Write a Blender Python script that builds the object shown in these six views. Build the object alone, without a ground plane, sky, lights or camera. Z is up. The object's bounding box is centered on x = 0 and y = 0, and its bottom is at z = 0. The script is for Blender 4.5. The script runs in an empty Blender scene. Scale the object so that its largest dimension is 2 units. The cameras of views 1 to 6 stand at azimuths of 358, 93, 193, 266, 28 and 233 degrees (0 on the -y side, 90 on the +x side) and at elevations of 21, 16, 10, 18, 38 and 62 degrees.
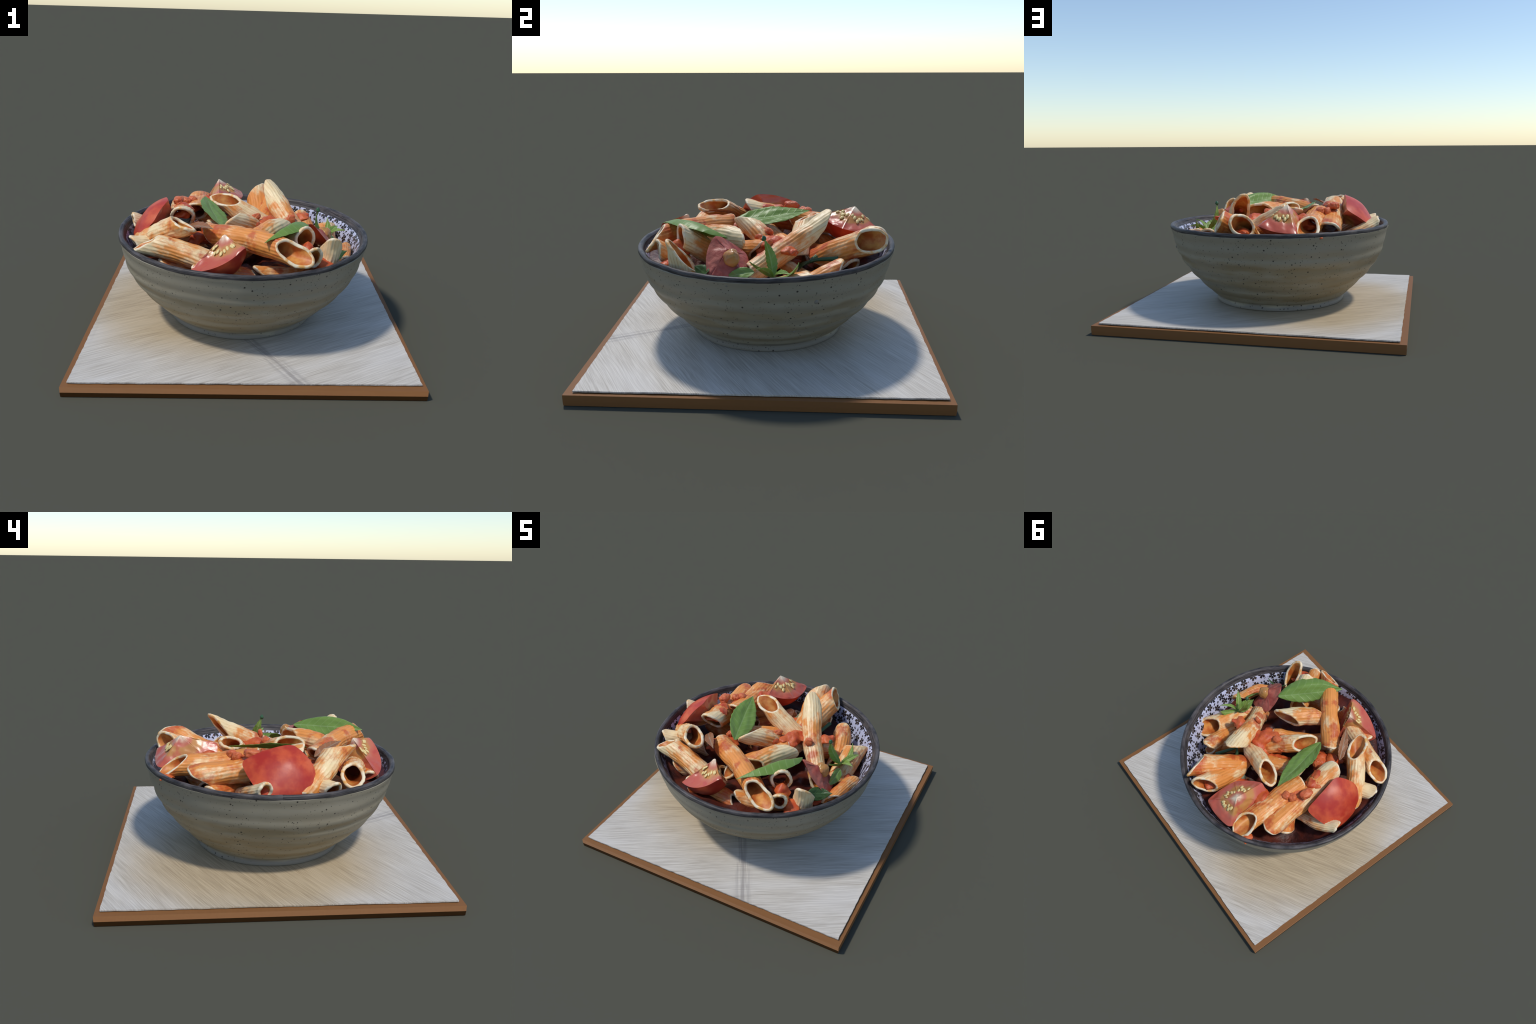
# Bowl of penne with tomato and herbs on a wood-print sheet and a brown board.
import bpy, math, random
import numpy as np
from mathutils import Vector, Matrix, noise

random.seed(7)
V = Vector
COL = bpy.context.scene.collection


# ------------------------------------------------------------------ helpers
def link(o, parent=None):
    COL.objects.link(o)
    if parent is not None:
        o.parent = parent
    return o


def thing(name, label, category, loc=(0, 0, 0)):
    e = bpy.data.objects.new(name, None)
    e.empty_display_size = 0.05
    e.location = loc
    e["label"] = label
    e["category"] = category
    return link(e)


def make_mesh(name, verts, faces, mats, slots=None, smooth=True, normals=None):
    me = bpy.data.meshes.new(name)
    me.from_pydata([tuple(v) for v in verts], [], [tuple(f) for f in faces])
    for m in mats:
        me.materials.append(m)
    if slots is not None:
        me.polygons.foreach_set("material_index", list(slots))
    me.polygons.foreach_set("use_smooth", [smooth] * len(me.polygons))
    me.update()
    if normals is not None:
        me.normals_split_custom_set_from_vertices([tuple(n) for n in normals])
    return me


def part(name, me, parent=None, loc=None):
    o = bpy.data.objects.new(name, me)
    if loc is not None:
        o.location = loc
    return link(o, parent)


def fbm(p, scale, seed=0.0, octaves=3):
    q = V((p[0] * scale + seed, p[1] * scale + seed * 1.7, p[2] * scale - seed * 0.6))
    return noise.fractal(q, 1.0, 2.0, octaves)


def n1(p, scale, seed=0.0):
    return noise.noise(V((p[0] * scale + seed, p[1] * scale - seed * 1.3, p[2] * scale + seed * 0.7)))


def smoothstep(a, b, x):
    t = min(1.0, max(0.0, (x - a) / (b - a)))
    return t * t * (3 - 2 * t)


def catmull(pts, n):
    """smooth polyline through 2-D control points"""
    P = [np.array(p, float) for p in pts]
    P = [2 * P[0] - P[1]] + P + [2 * P[-1] - P[-2]]
    out = []
    for i in range(1, len(P) - 2):
        for t in np.linspace(0, 1, n, endpoint=False):
            a, b, c, d = P[i - 1], P[i], P[i + 1], P[i + 2]
            out.append(0.5 * (2 * b + (c - a) * t + (2 * a - 5 * b + 4 * c - d) * t * t + (3 * b - a - 3 * c + d) * t ** 3))
    out.append(P[-2])
    return out


# ------------------------------------------------------------------ node helper
class Nodes:
    def __init__(self, name):
        self.mat = bpy.data.materials.new(name)
        self.mat.use_nodes = True
        self.t = self.mat.node_tree
        self.t.nodes.clear()
        self.out = self.t.nodes.new("ShaderNodeOutputMaterial")
        self.bsdf = self.t.nodes.new("ShaderNodeBsdfPrincipled")
        self.t.links.new(self.bsdf.outputs[0], self.out.inputs[0])
        self.coord = self.t.nodes.new("ShaderNodeTexCoord")

    def put(self, sock, val):
        if hasattr(val, "is_linked") or isinstance(val, bpy.types.NodeSocket):
            self.t.links.new(val, sock)
        elif val is not None:
            if isinstance(val, (tuple, list)) and len(val) == 3 and sock.type == "RGBA":
                val = (*val, 1)
            sock.default_value = val

    def obj(self):
        return self.coord.outputs["Object"]

    def mapping(self, vec, scale=(1, 1, 1), rot=(0, 0, 0), loc=(0, 0, 0)):
        n = self.t.nodes.new("ShaderNodeMapping")
        self.put(n.inputs["Vector"], vec)
        self.put(n.inputs["Scale"], scale)
        self.put(n.inputs["Rotation"], rot)
        self.put(n.inputs["Location"], loc)
        return n.outputs[0]

    def math(self, op, a, b=None, c=None, clamp=False):
        n = self.t.nodes.new("ShaderNodeMath")
        n.operation = op
        n.use_clamp = clamp
        self.put(n.inputs[0], a)
        if b is not None:
            self.put(n.inputs[1], b)
        if c is not None:
            self.put(n.inputs[2], c)
        return n.outputs[0]

    def vmath(self, op, a, b=None):
        n = self.t.nodes.new("ShaderNodeVectorMath")
        n.operation = op
        self.put(n.inputs[0], a)
        if b is not None:
            self.put(n.inputs[1], b)
        return n.outputs["Value"] if op in ("LENGTH", "DISTANCE", "DOT_PRODUCT") else n.outputs[0]

    def xyz(self, vec):
        n = self.t.nodes.new("ShaderNodeSeparateXYZ")
        self.put(n.inputs[0], vec)
        return n.outputs

    def join(self, x, y, z=0.0):
        n = self.t.nodes.new("ShaderNodeCombineXYZ")
        for i, v in enumerate((x, y, z)):
            self.put(n.inputs[i], v)
        return n.outputs[0]

    def noise(self, vec, scale, detail=3.0, rough=0.55, distort=0.0):
        n = self.t.nodes.new("ShaderNodeTexNoise")
        self.put(n.inputs["Vector"], vec)
        n.inputs["Scale"].default_value = scale
        n.inputs["Detail"].default_value = detail
        n.inputs["Roughness"].default_value = rough
        n.inputs["Distortion"].default_value = distort
        return n.outputs["Fac"]

    def voronoi(self, vec, scale, rand=1.0, dims="3D", feature="F1"):
        n = self.t.nodes.new("ShaderNodeTexVoronoi")
        n.voronoi_dimensions = dims
        n.feature = feature
        self.put(n.inputs["Vector"], vec)
        n.inputs["Scale"].default_value = scale
        n.inputs["Randomness"].default_value = rand
        return n.outputs

    def step(self, x, lo, hi):
        n = self.t.nodes.new("ShaderNodeMapRange")
        n.interpolation_type = "SMOOTHSTEP"
        self.put(n.inputs["Value"], x)
        n.inputs["From Min"].default_value = lo
        n.inputs["From Max"].default_value = hi
        return n.outputs[0]

    def mix(self, fac, a, b, mode="MIX"):
        n = self.t.nodes.new("ShaderNodeMix")
        n.data_type = "RGBA"
        n.blend_type = mode
        self.put(n.inputs["Factor"], fac)
        self.put(n.inputs["A"] if False else n.inputs[6], a)
        self.put(n.inputs[7], b)
        return n.outputs[2]

    def random(self):
        return self.t.nodes.new("ShaderNodeObjectInfo").outputs["Random"]

    def bump(self, height, strength=0.3, dist=0.01):
        n = self.t.nodes.new("ShaderNodeBump")
        n.inputs["Strength"].default_value = strength
        n.inputs["Distance"].default_value = dist
        self.put(n.inputs["Height"], height)
        self.t.links.new(n.outputs[0], self.bsdf.inputs["Normal"])

    def finish(self, colour, rough=0.5, spec=0.4, **more):
        self.put(self.bsdf.inputs["Base Color"], colour)
        self.put(self.bsdf.inputs["Roughness"], rough)
        self.put(self.bsdf.inputs["Specular IOR Level"], spec)
        for k, v in more.items():
            self.put(self.bsdf.inputs[k.replace("_", " ")], v)
        return self.mat


# ------------------------------------------------------------------ materials
def mat_board():
    m = Nodes("brown_board_lacquer")
    g = m.noise(m.mapping(m.obj(), (3, 40, 40)), 2.0, 3)
    c = m.mix(g, (0.205, 0.086, 0.027), (0.232, 0.102, 0.034))
    return m.finish(c, 0.62, 0.25)


GRAIN = math.radians(30)


def mat_sheet():
    m = Nodes("pale_wood_print")
    o = m.mapping(m.obj(), rot=(0, 0, -GRAIN))
    warp = m.noise(m.mapping(o, (1.2, 3.0, 1)), 1.5, 2)
    x, y, z = m.xyz(o)
    yw = m.math("ADD", y, m.math("MULTIPLY", warp, 0.035))
    v = m.join(x, yw, 0)
    fine = m.noise(m.mapping(v, (1.1, 52.0, 1)), 3.0, 6, 0.68)
    mid = m.noise(m.mapping(v, (0.8, 15.0, 1)), 2.2, 4, 0.6)
    broad = m.noise(m.mapping(v, (0.5, 2.0, 1)), 2.0, 2)
    c = m.mix(m.step(fine, 0.30, 0.66), (0.39, 0.345, 0.285), (0.625, 0.58, 0.51))
    c = m.mix(m.math("MULTIPLY", m.step(mid, 0.50, 0.70), 0.5), c, (0.37, 0.33, 0.28))
    c = m.mix(m.math("MULTIPLY", m.step(broad, 0.45, 0.68), 0.35), c, (0.69, 0.66, 0.62))
    # butt joint of two planks, crossing the grain as smoky streaks
    wob = m.math("MULTIPLY", m.math("SUBTRACT", m.noise(m.mapping(m.obj(), (5, 5, 5)), 1.0, 3), 0.5), 0.05)
    off = m.math("ADD", m.math("ADD", x, 0.215), wob)
    dist = m.math("ABSOLUTE", off)
    streak = m.noise(m.mapping(o, (45, 2.5, 1)), 1.0, 4, 0.6)
    joint = m.math("MULTIPLY", m.math("SUBTRACT", 1.0, m.step(dist, 0.005, 0.075)), m.step(streak, 0.40, 0.62))
    line = m.math("SUBTRACT", 1.0, m.step(m.math("ABSOLUTE", m.math("ADD", off, 0.012)), 0.002, 0.008))
    joint = m.math("MAXIMUM", joint, m.math("MULTIPLY", line, 0.35))
    joint = m.math("MULTIPLY", joint, m.math("SUBTRACT", 1.0, m.step(y, -0.42, -0.15)))
    c = m.mix(m.math("MULTIPLY", joint, 0.62), c, (0.25, 0.225, 0.21))
    # warm glow on the left around the bowl, tinted into the sheet colour
    ox, oy, _ = m.xyz(m.obj())
    d = m.math("SQRT", m.math("ADD", m.math("POWER", m.math("ADD", ox, 0.34), 2.0), m.math("POWER", m.math("SUBTRACT", oy, 0.12), 2.0)))
    nz = m.math("MULTIPLY", m.math("SUBTRACT", m.noise(m.mapping(m.obj(), (2, 2, 2)), 1.0, 2), 0.5), 0.3)
    tan = m.math("SUBTRACT", 1.0, m.step(m.math("ADD", d, nz), 0.48, 0.98))
    c = m.mix(m.math("MULTIPLY", tan, 0.95), c, (0.84, 0.71, 0.51), "MULTIPLY")
    m.bump(m.math("ADD", m.math("MULTIPLY", fine, 0.7), m.math("MULTIPLY", mid, 0.5)), 0.12, 0.002)
    return m.finish(c, 0.55, 0.3)


def mat_glaze():
    m = Nodes("speckled_stone_glaze")
    o = m.obj()
    x, y, z = m.xyz(o)
    n = m.noise(m.mapping(o, (1.5, 1.5, 6)), 2.0, 3)
    zz = m.math("ADD", z, m.math("MULTIPLY", m.math("SUBTRACT", n, 0.5), 0.16))
    # the glaze pools in grey bands between the tan throwing rings
    wave = m.math("SINE", m.math("MULTIPLY", zz, 2 * math.pi / 0.105))
    c = m.mix(m.step(wave, -0.8, 0.9), (0.265, 0.208, 0.122), (0.305, 0.262, 0.182))
    top = m.step(zz, 0.40, 0.52)
    c = m.mix(m.math("MULTIPLY", top, 0.8), c, (0.296, 0.263, 0.197))
    cloud = m.noise(m.mapping(o, (1, 1, 2)), 4.0, 4)
    c = m.mix(m.math("MULTIPLY", m.step(cloud, 0.45, 0.7), 0.35), c, (0.345, 0.306, 0.230))
    foot = m.math("SUBTRACT", 1.0, m.step(zz, 0.10, 0.125))
    c = m.mix(m.math("MULTIPLY", foot, 0.8), c, (0.200, 0.180, 0.152))
    for sc, lo, hi, keep, a in ((24.0, 0.08, 0.17, 0.45, 0.97), (40.0, 0.09, 0.19, 0.38, 0.95), (66.0, 0.10, 0.20, 0.5, 0.6)):
        vo = m.voronoi(m.mapping(o, (1, 1, 1.0), loc=(sc, 0, 0)), sc)
        dist = m.math("ADD", vo["Distance"], m.math("MULTIPLY", m.math("SUBTRACT", m.noise(o, 90, 2), 0.5), 0.10))
        dots = m.math("SUBTRACT", 1.0, m.step(dist, lo, hi))
        r = m.xyz(vo["Color"])[0]
        patch = m.math("ADD", r, m.math("MULTIPLY", m.math("SUBTRACT", m.noise(o, 3.0, 2), 0.5), 0.9))
        dots = m.math("MULTIPLY", dots, m.math("GREATER_THAN", patch, keep))
        c = m.mix(m.math("MULTIPLY", dots, a), c, (0.035, 0.028, 0.022))
    m.bump(cloud, 0.12, 0.01)
    return m.finish(c, 0.5, 0.3)


def mat_rim():
    m = Nodes("iron_brown_rim_glaze")
    o = m.obj()
    x, y, z = m.xyz(o)
    th = m.math("ARCTAN2", y, x)
    s = m.noise(m.join(m.math("MULTIPLY", th, 2.5), m.math("MULTIPLY", z, 60), 0), 2.5, 4, 0.65)
    c = m.mix(m.step(s, 0.35, 0.7), (0.022, 0.020, 0.021), (0.105, 0.092, 0.090))
    n = m.noise(o, 9.0, 4)
    c = m.mix(m.math("MULTIPLY", m.step(n, 0.5, 0.75), 0.5), c, (0.15, 0.125, 0.11))
    m.bump(s, 0.25, 0.006)
    return m.finish(c, 0.48, 0.3)


def mat_flowers():
    """white inside glaze printed with small five-petalled dark blossoms and loose petals"""
    m = Nodes("blossom_print_glaze")
    o = m.obj()
    x, y, z = m.xyz(o)
    th = m.math("ARCTAN2", y, x)
    u = m.math("MULTIPLY", th, 0.74)
    v = m.math("MULTIPLY", z, 1.15)
    uv = m.join(u, v, 0)

    def blossoms(scale, shift, size, rnd):
        vo = m.voronoi(m.mapping(uv, loc=shift), scale, rnd, "2D")
        d = m.vmath("SUBTRACT", m.mapping(uv, loc=shift), vo["Position"])
        dx, dy, _ = m.xyz(d)
        cr, cg, cb = m.xyz(vo["Color"])
        r = m.vmath("LENGTH", d)
        a = m.math("ADD", m.math("ARCTAN2", dy, dx), m.math("MULTIPLY", cr, 6.283))
        return r, a, cr, cg, dx, dy

    r, a, cr, cg, dx, dy = blossoms(12.3, (0, 0, 0), 0.03, 0.5)
    pet = m.math("ABSOLUTE", m.math("COSINE", m.math("MULTIPLY", a, 2.5)))
    notch = m.math("MULTIPLY", m.step(pet, 0.94, 1.0), 0.006)
    lim = m.math("SUBTRACT", m.math("MULTIPLY", m.math("POWER", pet, 0.45), 0.0340), notch)
    fl = m.math("SUBTRACT", 1.0, m.step(m.math("SUBTRACT", r, lim), -0.0015, 0.0020))
    eye = m.step(r, 0.0022, 0.0040)
    fl = m.math("MULTIPLY", fl, eye)
    # loose petals: small lens shapes between the blossoms
    r2, a2, cr2, cg2, _, _ = blossoms(26.0, (3.1, 1.7, 0), 0.015, 0.8)
    lens = m.math("MULTIPLY", m.math("ADD", 0.35, m.math("MULTIPLY", m.math("ABSOLUTE", m.math("COSINE", a2)), 0.65)), 0.0115)
    loose = m.math("SUBTRACT", 1.0, m.step(m.math("SUBTRACT", r2, lens), -0.001, 0.0015))
    loose = m.math("MULTIPLY", loose, m.step(r, 0.036, 0.039))
    ink = m.math("MAXIMUM", fl, loose)
    tone = m.noise(o, 14.0, 2)
    dark = m.mix(m.step(tone, 0.4, 0.65), (0.012, 0.011, 0.014), (0.048, 0.034, 0.026))
    white = m.mix(m.noise(o, 6.0, 3), (0.45, 0.47, 0.63), (0.60, 0.61, 0.74))
    c = m.mix(ink, white, dark)
    stain = m.noise(o, 11.0, 3)
    c = m.mix(m.math("MULTIPLY", m.step(stain, 0.67, 0.76), 0.7), c, (0.23, 0.085, 0.035))
    edge = m.step(m.math("ADD", z, m.math("MULTIPLY", m.math("SUBTRACT", tone, 0.5), 0.02)), 0.600, 0.616)
    c = m.mix(edge, c, (0.085, 0.078, 0.085))
    return m.finish(c, 0.30, 0.5)


def mat_pasta():
    m = Nodes("penne_outside")
    rnd = m.random()
    o = m.obj()
    x, y, z = m.xyz(o)
    off = m.vmath("ADD", o, m.join(m.math("MULTIPLY", rnd, 17.0), m.math("MULTIPLY", rnd, 5.0), m.math("MULTIPLY", rnd, -9.0)))
    th = m.math("ARCTAN2", y, x)
    rid = m.math("COSINE", m.math("MULTIPLY", th, 20.0))
    at = m.t.nodes.new("ShaderNodeAttribute")
    at.attribute_type, at.attribute_name = "OBJECT", '["sauce"]'
    tp = m.t.nodes.new("ShaderNodeAttribute")
    tp.attribute_type, tp.attribute_name = "OBJECT", '["pale_tip"]'
    st = m.noise(m.mapping(off, (1, 1, 0.45)), 11.0, 4, 0.6)
    st2 = m.noise(m.mapping(off, (1, 1, 0.6)), 27.0, 4, 0.65)
    cream = m.mix(st2, (0.82, 0.55, 0.23), (0.86, 0.74, 0.49))
    amount = m.math("ADD", st, m.math("MULTIPLY", m.math("SUBTRACT", at.outputs["Fac"], 0.5), 0.42))
    amount = m.math("SUBTRACT", amount, m.math("MULTIPLY", tp.outputs["Fac"], m.math("SUBTRACT", 0.40, m.math("MULTIPLY", m.step(z, -0.06, 0.12), 0.40))))
    sauce = m.step(m.math("ADD", amount, m.math("MULTIPLY", m.math("SUBTRACT", st2, 0.5), 0.55)), 0.37, 0.60)
    c = m.mix(m.math("MULTIPLY", sauce, 0.92), cream, (0.74, 0.245, 0.035))
    hv = m.math("ADD", m.noise(off, 7.0, 4, 0.6), m.math("MULTIPLY", m.math("SUBTRACT", at.outputs["Fac"], 0.6), 0.2))
    hv = m.math("SUBTRACT", hv, m.math("MULTIPLY", tp.outputs["Fac"], m.math("SUBTRACT", 0.3, m.math("MULTIPLY", m.step(z, -0.06, 0.16), 0.3))))
    heavy = m.step(hv, 0.53, 0.66)
    c = m.mix(m.math("MULTIPLY", heavy, 0.85), c, (0.50, 0.075, 0.018))
    groove = m.math("MULTIPLY", m.step(rid, 0.35, 1.0), m.step(m.noise(off, 16, 3), 0.36, 0.60))
    c = m.mix(m.math("MULTIPLY", groove, 0.38), c, (0.50, 0.19, 0.035))
    m.bump(m.math("ADD", st2, m.math("MULTIPLY", rid, -0.12)), 0.35, 0.006)
    return m.finish(c, 0.42, 0.4)


def mat_pasta_cut():
    m = Nodes("penne_cut_edge")
    n = m.noise(m.obj(), 22.0, 3)
    c = m.mix(m.step(n, 0.38, 0.66), (0.84, 0.71, 0.49), (0.76, 0.38, 0.10))
    m.bump(n, 0.2, 0.004)
    return m.finish(c, 0.45, 0.4)


def mat_pasta_inside():
    m = Nodes("penne_inside")
    n = m.noise(m.obj(), 14.0, 4)
    c = m.mix(m.step(n, 0.35, 0.65), (0.68, 0.30, 0.07), (0.50, 0.115, 0.022))
    m.bump(n, 0.3, 0.005)
    return m.finish(c, 0.45, 0.4)


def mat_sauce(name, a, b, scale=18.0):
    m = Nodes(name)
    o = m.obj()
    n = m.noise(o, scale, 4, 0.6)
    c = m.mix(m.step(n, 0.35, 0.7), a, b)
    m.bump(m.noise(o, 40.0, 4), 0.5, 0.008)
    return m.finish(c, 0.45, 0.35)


def mat_tomato_skin():
    m = Nodes("tomato_skin")
    o = m.obj()
    n = m.step(m.noise(o, 6.5, 4, 0.6), 0.34, 0.66)
    c = m.mix(n, (0.40, 0.024, 0.012), (0.58, 0.085, 0.026))
    c = m.mix(m.math("MULTIPLY", m.step(m.noise(m.mapping(o, (1, 1, 3)), 18.0, 4), 0.55, 0.72), 0.35), c, (0.36, 0.03, 0.02))
    c = m.mix(m.math("MULTIPLY", m.step(m.noise(o, 9.0, 3), 0.55, 0.75), 0.4), c, (0.66, 0.16, 0.06))
    m.bump(m.noise(o, 12.0, 3), 0.12, 0.01)
    return m.finish(c, 0.42, 0.4)


def mat_tomato_flesh():
    """cut faces: pale core near the inner corner, olive gel pocket, pink outer wall"""
    m = Nodes("tomato_flesh")
    o = m.obj()
    n = m.noise(o, 9.0, 4)
    d = m.math("ADD", m.vmath("LENGTH", o), m.math("MULTIPLY", m.math("SUBTRACT", n, 0.5), 0.07))
    c = m.mix(m.step(d, 0.020, 0.070), (0.84, 0.68, 0.48), (0.52, 0.150, 0.085))
    gel = m.math("MULTIPLY", m.step(d, 0.07, 0.09), m.math("SUBTRACT", 1.0, m.step(d, 0.135, 0.155)))
    gel = m.math("MULTIPLY", gel, m.step(m.noise(o, 6.0, 2), 0.36, 0.52))
    c = m.mix(m.math("MULTIPLY", gel, 0.75), c, (0.50, 0.25, 0.055))
    c = m.mix(m.math("MULTIPLY", m.step(d, 0.145, 0.18), 0.85), c, (0.49, 0.090, 0.052))
    c = m.mix(m.math("MULTIPLY", m.step(m.noise(o, 15.0, 4), 0.56, 0.72), 0.6), c, (0.47, 0.06, 0.045))
    m.bump(n, 0.3, 0.012)
    return m.finish(c, 0.30, 0.5)


def mat_plain(name, a, b, scale=12.0, rough=0.45):
    m = Nodes(name)
    c = m.mix(m.noise(m.obj(), scale, 3), a, b)
    return m.finish(c, rough, 0.4)


def mat_leaf(name, base, light, rib, under):
    """local x runs along the leaf, y across it; veins fan out from the midrib"""
    m = Nodes(name)
    o = m.obj()
    x, y, z = m.xyz(o)
    ay = m.math("ABSOLUTE", y)
    n = m.noise(o, 14.0, 3)
    c = m.mix(n, base, light)
    vein = m.math("COSINE", m.math("MULTIPLY", m.math("SUBTRACT", x, m.math("MULTIPLY", ay, 0.9)), 2 * math.pi / 0.05))
    vein = m.math("MULTIPLY", m.step(vein, 0.80, 1.0), 0.32)
    c = m.mix(vein, c, rib)
    mid = m.math("SUBTRACT", 1.0, m.step(ay, 0.0015, 0.0055))
    c = m.mix(m.math("MULTIPLY", mid, 0.7), c, rib)
    geo = m.t.nodes.new("ShaderNodeNewGeometry")
    m.bump(m.math("ADD", vein, n), 0.35, 0.005)
    m.finish(c, 0.40, 0.4)
    tr = m.t.nodes.new("ShaderNodeBsdfTranslucent")
    m.put(tr.inputs["Color"], under)
    ms = m.t.nodes.new("ShaderNodeMixShader")
    ms.inputs[0].default_value = 0.28
    m.t.links.new(m.bsdf.outputs[0], ms.inputs[1])
    m.t.links.new(tr.outputs[0], ms.inputs[2])
    m.t.links.new(ms.outputs[0], m.out.inputs[0])
    return m.mat


M_BOARD, M_SHEET = mat_board(), mat_sheet()
M_GLAZE, M_RIM, M_FLOWER = mat_glaze(), mat_rim(), mat_flowers()
M_PASTA, M_CUT, M_IN = mat_pasta(), mat_pasta_cut(), mat_pasta_inside()
M_SAUCE = mat_sauce("tomato_sauce", (0.62, 0.135, 0.035), (0.46, 0.055, 0.018))
M_CHUNK = mat_sauce("tomato_pulp", (0.62, 0.16, 0.055), (0.52, 0.085, 0.03))
M_BED = mat_sauce("sauce_bed", (0.105, 0.018, 0.008), (0.028, 0.006, 0.005), 9.0)  # sauce colour darkened so gaps between the pasta read as deep shadow
M_SKIN, M_FLESH = mat_tomato_skin(), mat_tomato_flesh()
M_SEED = mat_plain("tomato_seed", (0.72, 0.50, 0.16), (0.80, 0.66, 0.34), 40.0, 0.35)
M_LEAF = mat_leaf("basil_leaf_green", (0.160, 0.285, 0.045), (0.270, 0.415, 0.100), (0.34, 0.48, 0.17), (0.30, 0.37, 0.02))
M_LEAFY = mat_leaf("young_herb_green", (0.17, 0.29, 0.04), (0.30, 0.44, 0.10), (0.40, 0.52, 0.18), (0.34, 0.42, 0.03))
M_LEAFD = mat_leaf("dark_leaf_green", (0.035, 0.085, 0.022), (0.07, 0.145, 0.045), (0.10, 0.19, 0.07), (0.07, 0.12, 0.02))
M_LEAFP = mat_leaf("pale_leaf_green", (0.16, 0.23, 0.13), (0.24, 0.31, 0.19), (0.30, 0.36, 0.24), (0.14, 0.20, 0.08))
M_LEAFB = mat_leaf("wilted_leaf_brown", (0.33, 0.13, 0.055), (0.45, 0.20, 0.09), (0.40, 0.30, 0.20), (0.3, 0.12, 0.04))
M_STEM = mat_plain("herb_stem_green", (0.13, 0.24, 0.04), (0.22, 0.34, 0.08), 20.0, 0.4)
M_STEMD = mat_plain("dark_stem_green", (0.02, 0.075, 0.035), (0.05, 0.13, 0.05), 20.0, 0.4)


# ------------------------------------------------------------------ board and sheet
def build_board():
    root = thing("serving_board", "square brown board topped with pale wood grain sheet", "serving board")
    X, Y, T, MID = 0.991, 1.0, 0.060, 0.027
    rings = [(X, Y, T, 0.0), (X, Y, MID, 0.0), (X - 0.009, Y - 0.009, 0.0, 0.0)]
    n = 24

    def loop(a, b, z):
        pts = []
        for i in range(n):
            t = -1 + 2 * i / n
            pts.append((a * t, -b, z))
        for i in range(n):
            pts.append((a, b * (-1 + 2 * i / n), z))
        for i in range(n):
            pts.append((a * (1 - 2 * i / n), b, z))
        for i in range(n):
            pts.append((-a, b * (1 - 2 * i / n), z))
        return pts

    verts, faces = [], []
    L = 4 * n
    levels = [loop(X - 0.05, Y - 0.05, T), loop(X, Y, T), loop(X, Y, MID), loop(X - 0.0015, Y - 0.0015, 0.0)]
    for lv in levels:
        verts += lv
    for k in range(3):
        for i in range(L):
            j = (i + 1) % L
            faces.append((k * L + i, (k + 1) * L + i, (k + 1) * L + j, k * L + j))
    faces.append(tuple(range(L)))
    faces.append(tuple(reversed(range(3 * L, 4 * L))))
    me = make_mesh("board", verts, faces, [M_BOARD])
    # upright edge; normals bent up to look lit, down below for a shadow strip
    me.update()
    nor = []
    for p in me.polygons:
        for vi in p.vertices:
            v = V(verts[vi])
            out = V((v.x / X if abs(v.x) > X - 0.02 else 0, v.y / Y if abs(v.y) > Y - 0.02 else 0, 0))
            low = abs(p.normal.z) < 0.5 and max(verts[k][2] for k in p.vertices) < MID + 0.001
            if abs(p.normal.z) > 0.9:
                nn = p.normal
            elif p.normal.x > 0.5 or p.normal.y > 0.5:
                nn = p.normal
            elif low:
                nn = V((p.normal.x * 0.45, p.normal.y * 0.45, -0.9))
            else:
                nn = V((p.normal.x * 0.35, p.normal.y * 0.35, 0.9))
            nor.append(nn.normalized())
    me.normals_split_custom_set([tuple(v) for v in nor])
    part("board", me, root)

    # wood-print sheet, slightly out of square, with a ragged edge
    c = [V((-0.958, -0.969, 0)), V((0.966, -0.954, 0)), V((0.951, 0.972, 0)), V((-0.952, 0.973, 0))]
    n = 120
    verts, faces = [], []
    top, bot = 0.0715, 0.0635
    for lay, z in ((0, top), (1, bot)):
        for j in range(n + 1):
            for i in range(n + 1):
                u, w = i / n, j / n
                p = c[0] * (1 - u) * (1 - w) + c[1] * u * (1 - w) + c[2] * u * w + c[3] * (1 - u) * w
                if i in (0, n) or j in (0, n):
                    p = p + V((n1(p, 30, 3), n1(p, 30, 8), 0)) * 0.0035
                dz = 0.0
                edge = max(abs(u - 0.5), abs(w - 0.5)) * 2
                dz += 0.0025 * smoothstep(0.96, 1.0, edge) * (0.6 + n1(p, 5, 1))
                verts.append((p.x, p.y, z + dz))
    N = (n + 1) ** 2
    for j in range(n):
        for i in range(n):
            a = j * (n + 1) + i
            faces.append((a, a + 1, a + n + 2, a + n + 1))
            faces.append((N + a, N + a + n + 1, N + a + n + 2, N + a + 1))
    rim = [i for i in range(n)] + [j * (n + 1) + n for j in range(n)] + [n * (n + 1) + n - i for i in range(n)] + [(n - j) * (n + 1) for j in range(n)]
    for k in range(len(rim)):
        a, b = rim[k], rim[(k + 1) % len(rim)]
        faces.append((b, a, N + a, N + b))
    part("wood_sheet", make_mesh("wood_sheet", verts, faces, [M_SHEET], smooth=False), root)


# ------------------------------------------------------------------ bowl
FOOT_C, RIM_C = V((-0.028, 0.000)), V((-0.0185, -0.006))


def bowl_centre(z):
    t = min(1.0, max(0.0, (z - 0.07) / 0.567))
    c = FOOT_C.lerp(RIM_C, t)
    return V((c.x, c.y - 0.006 * math.sin(math.pi * t)))


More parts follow.
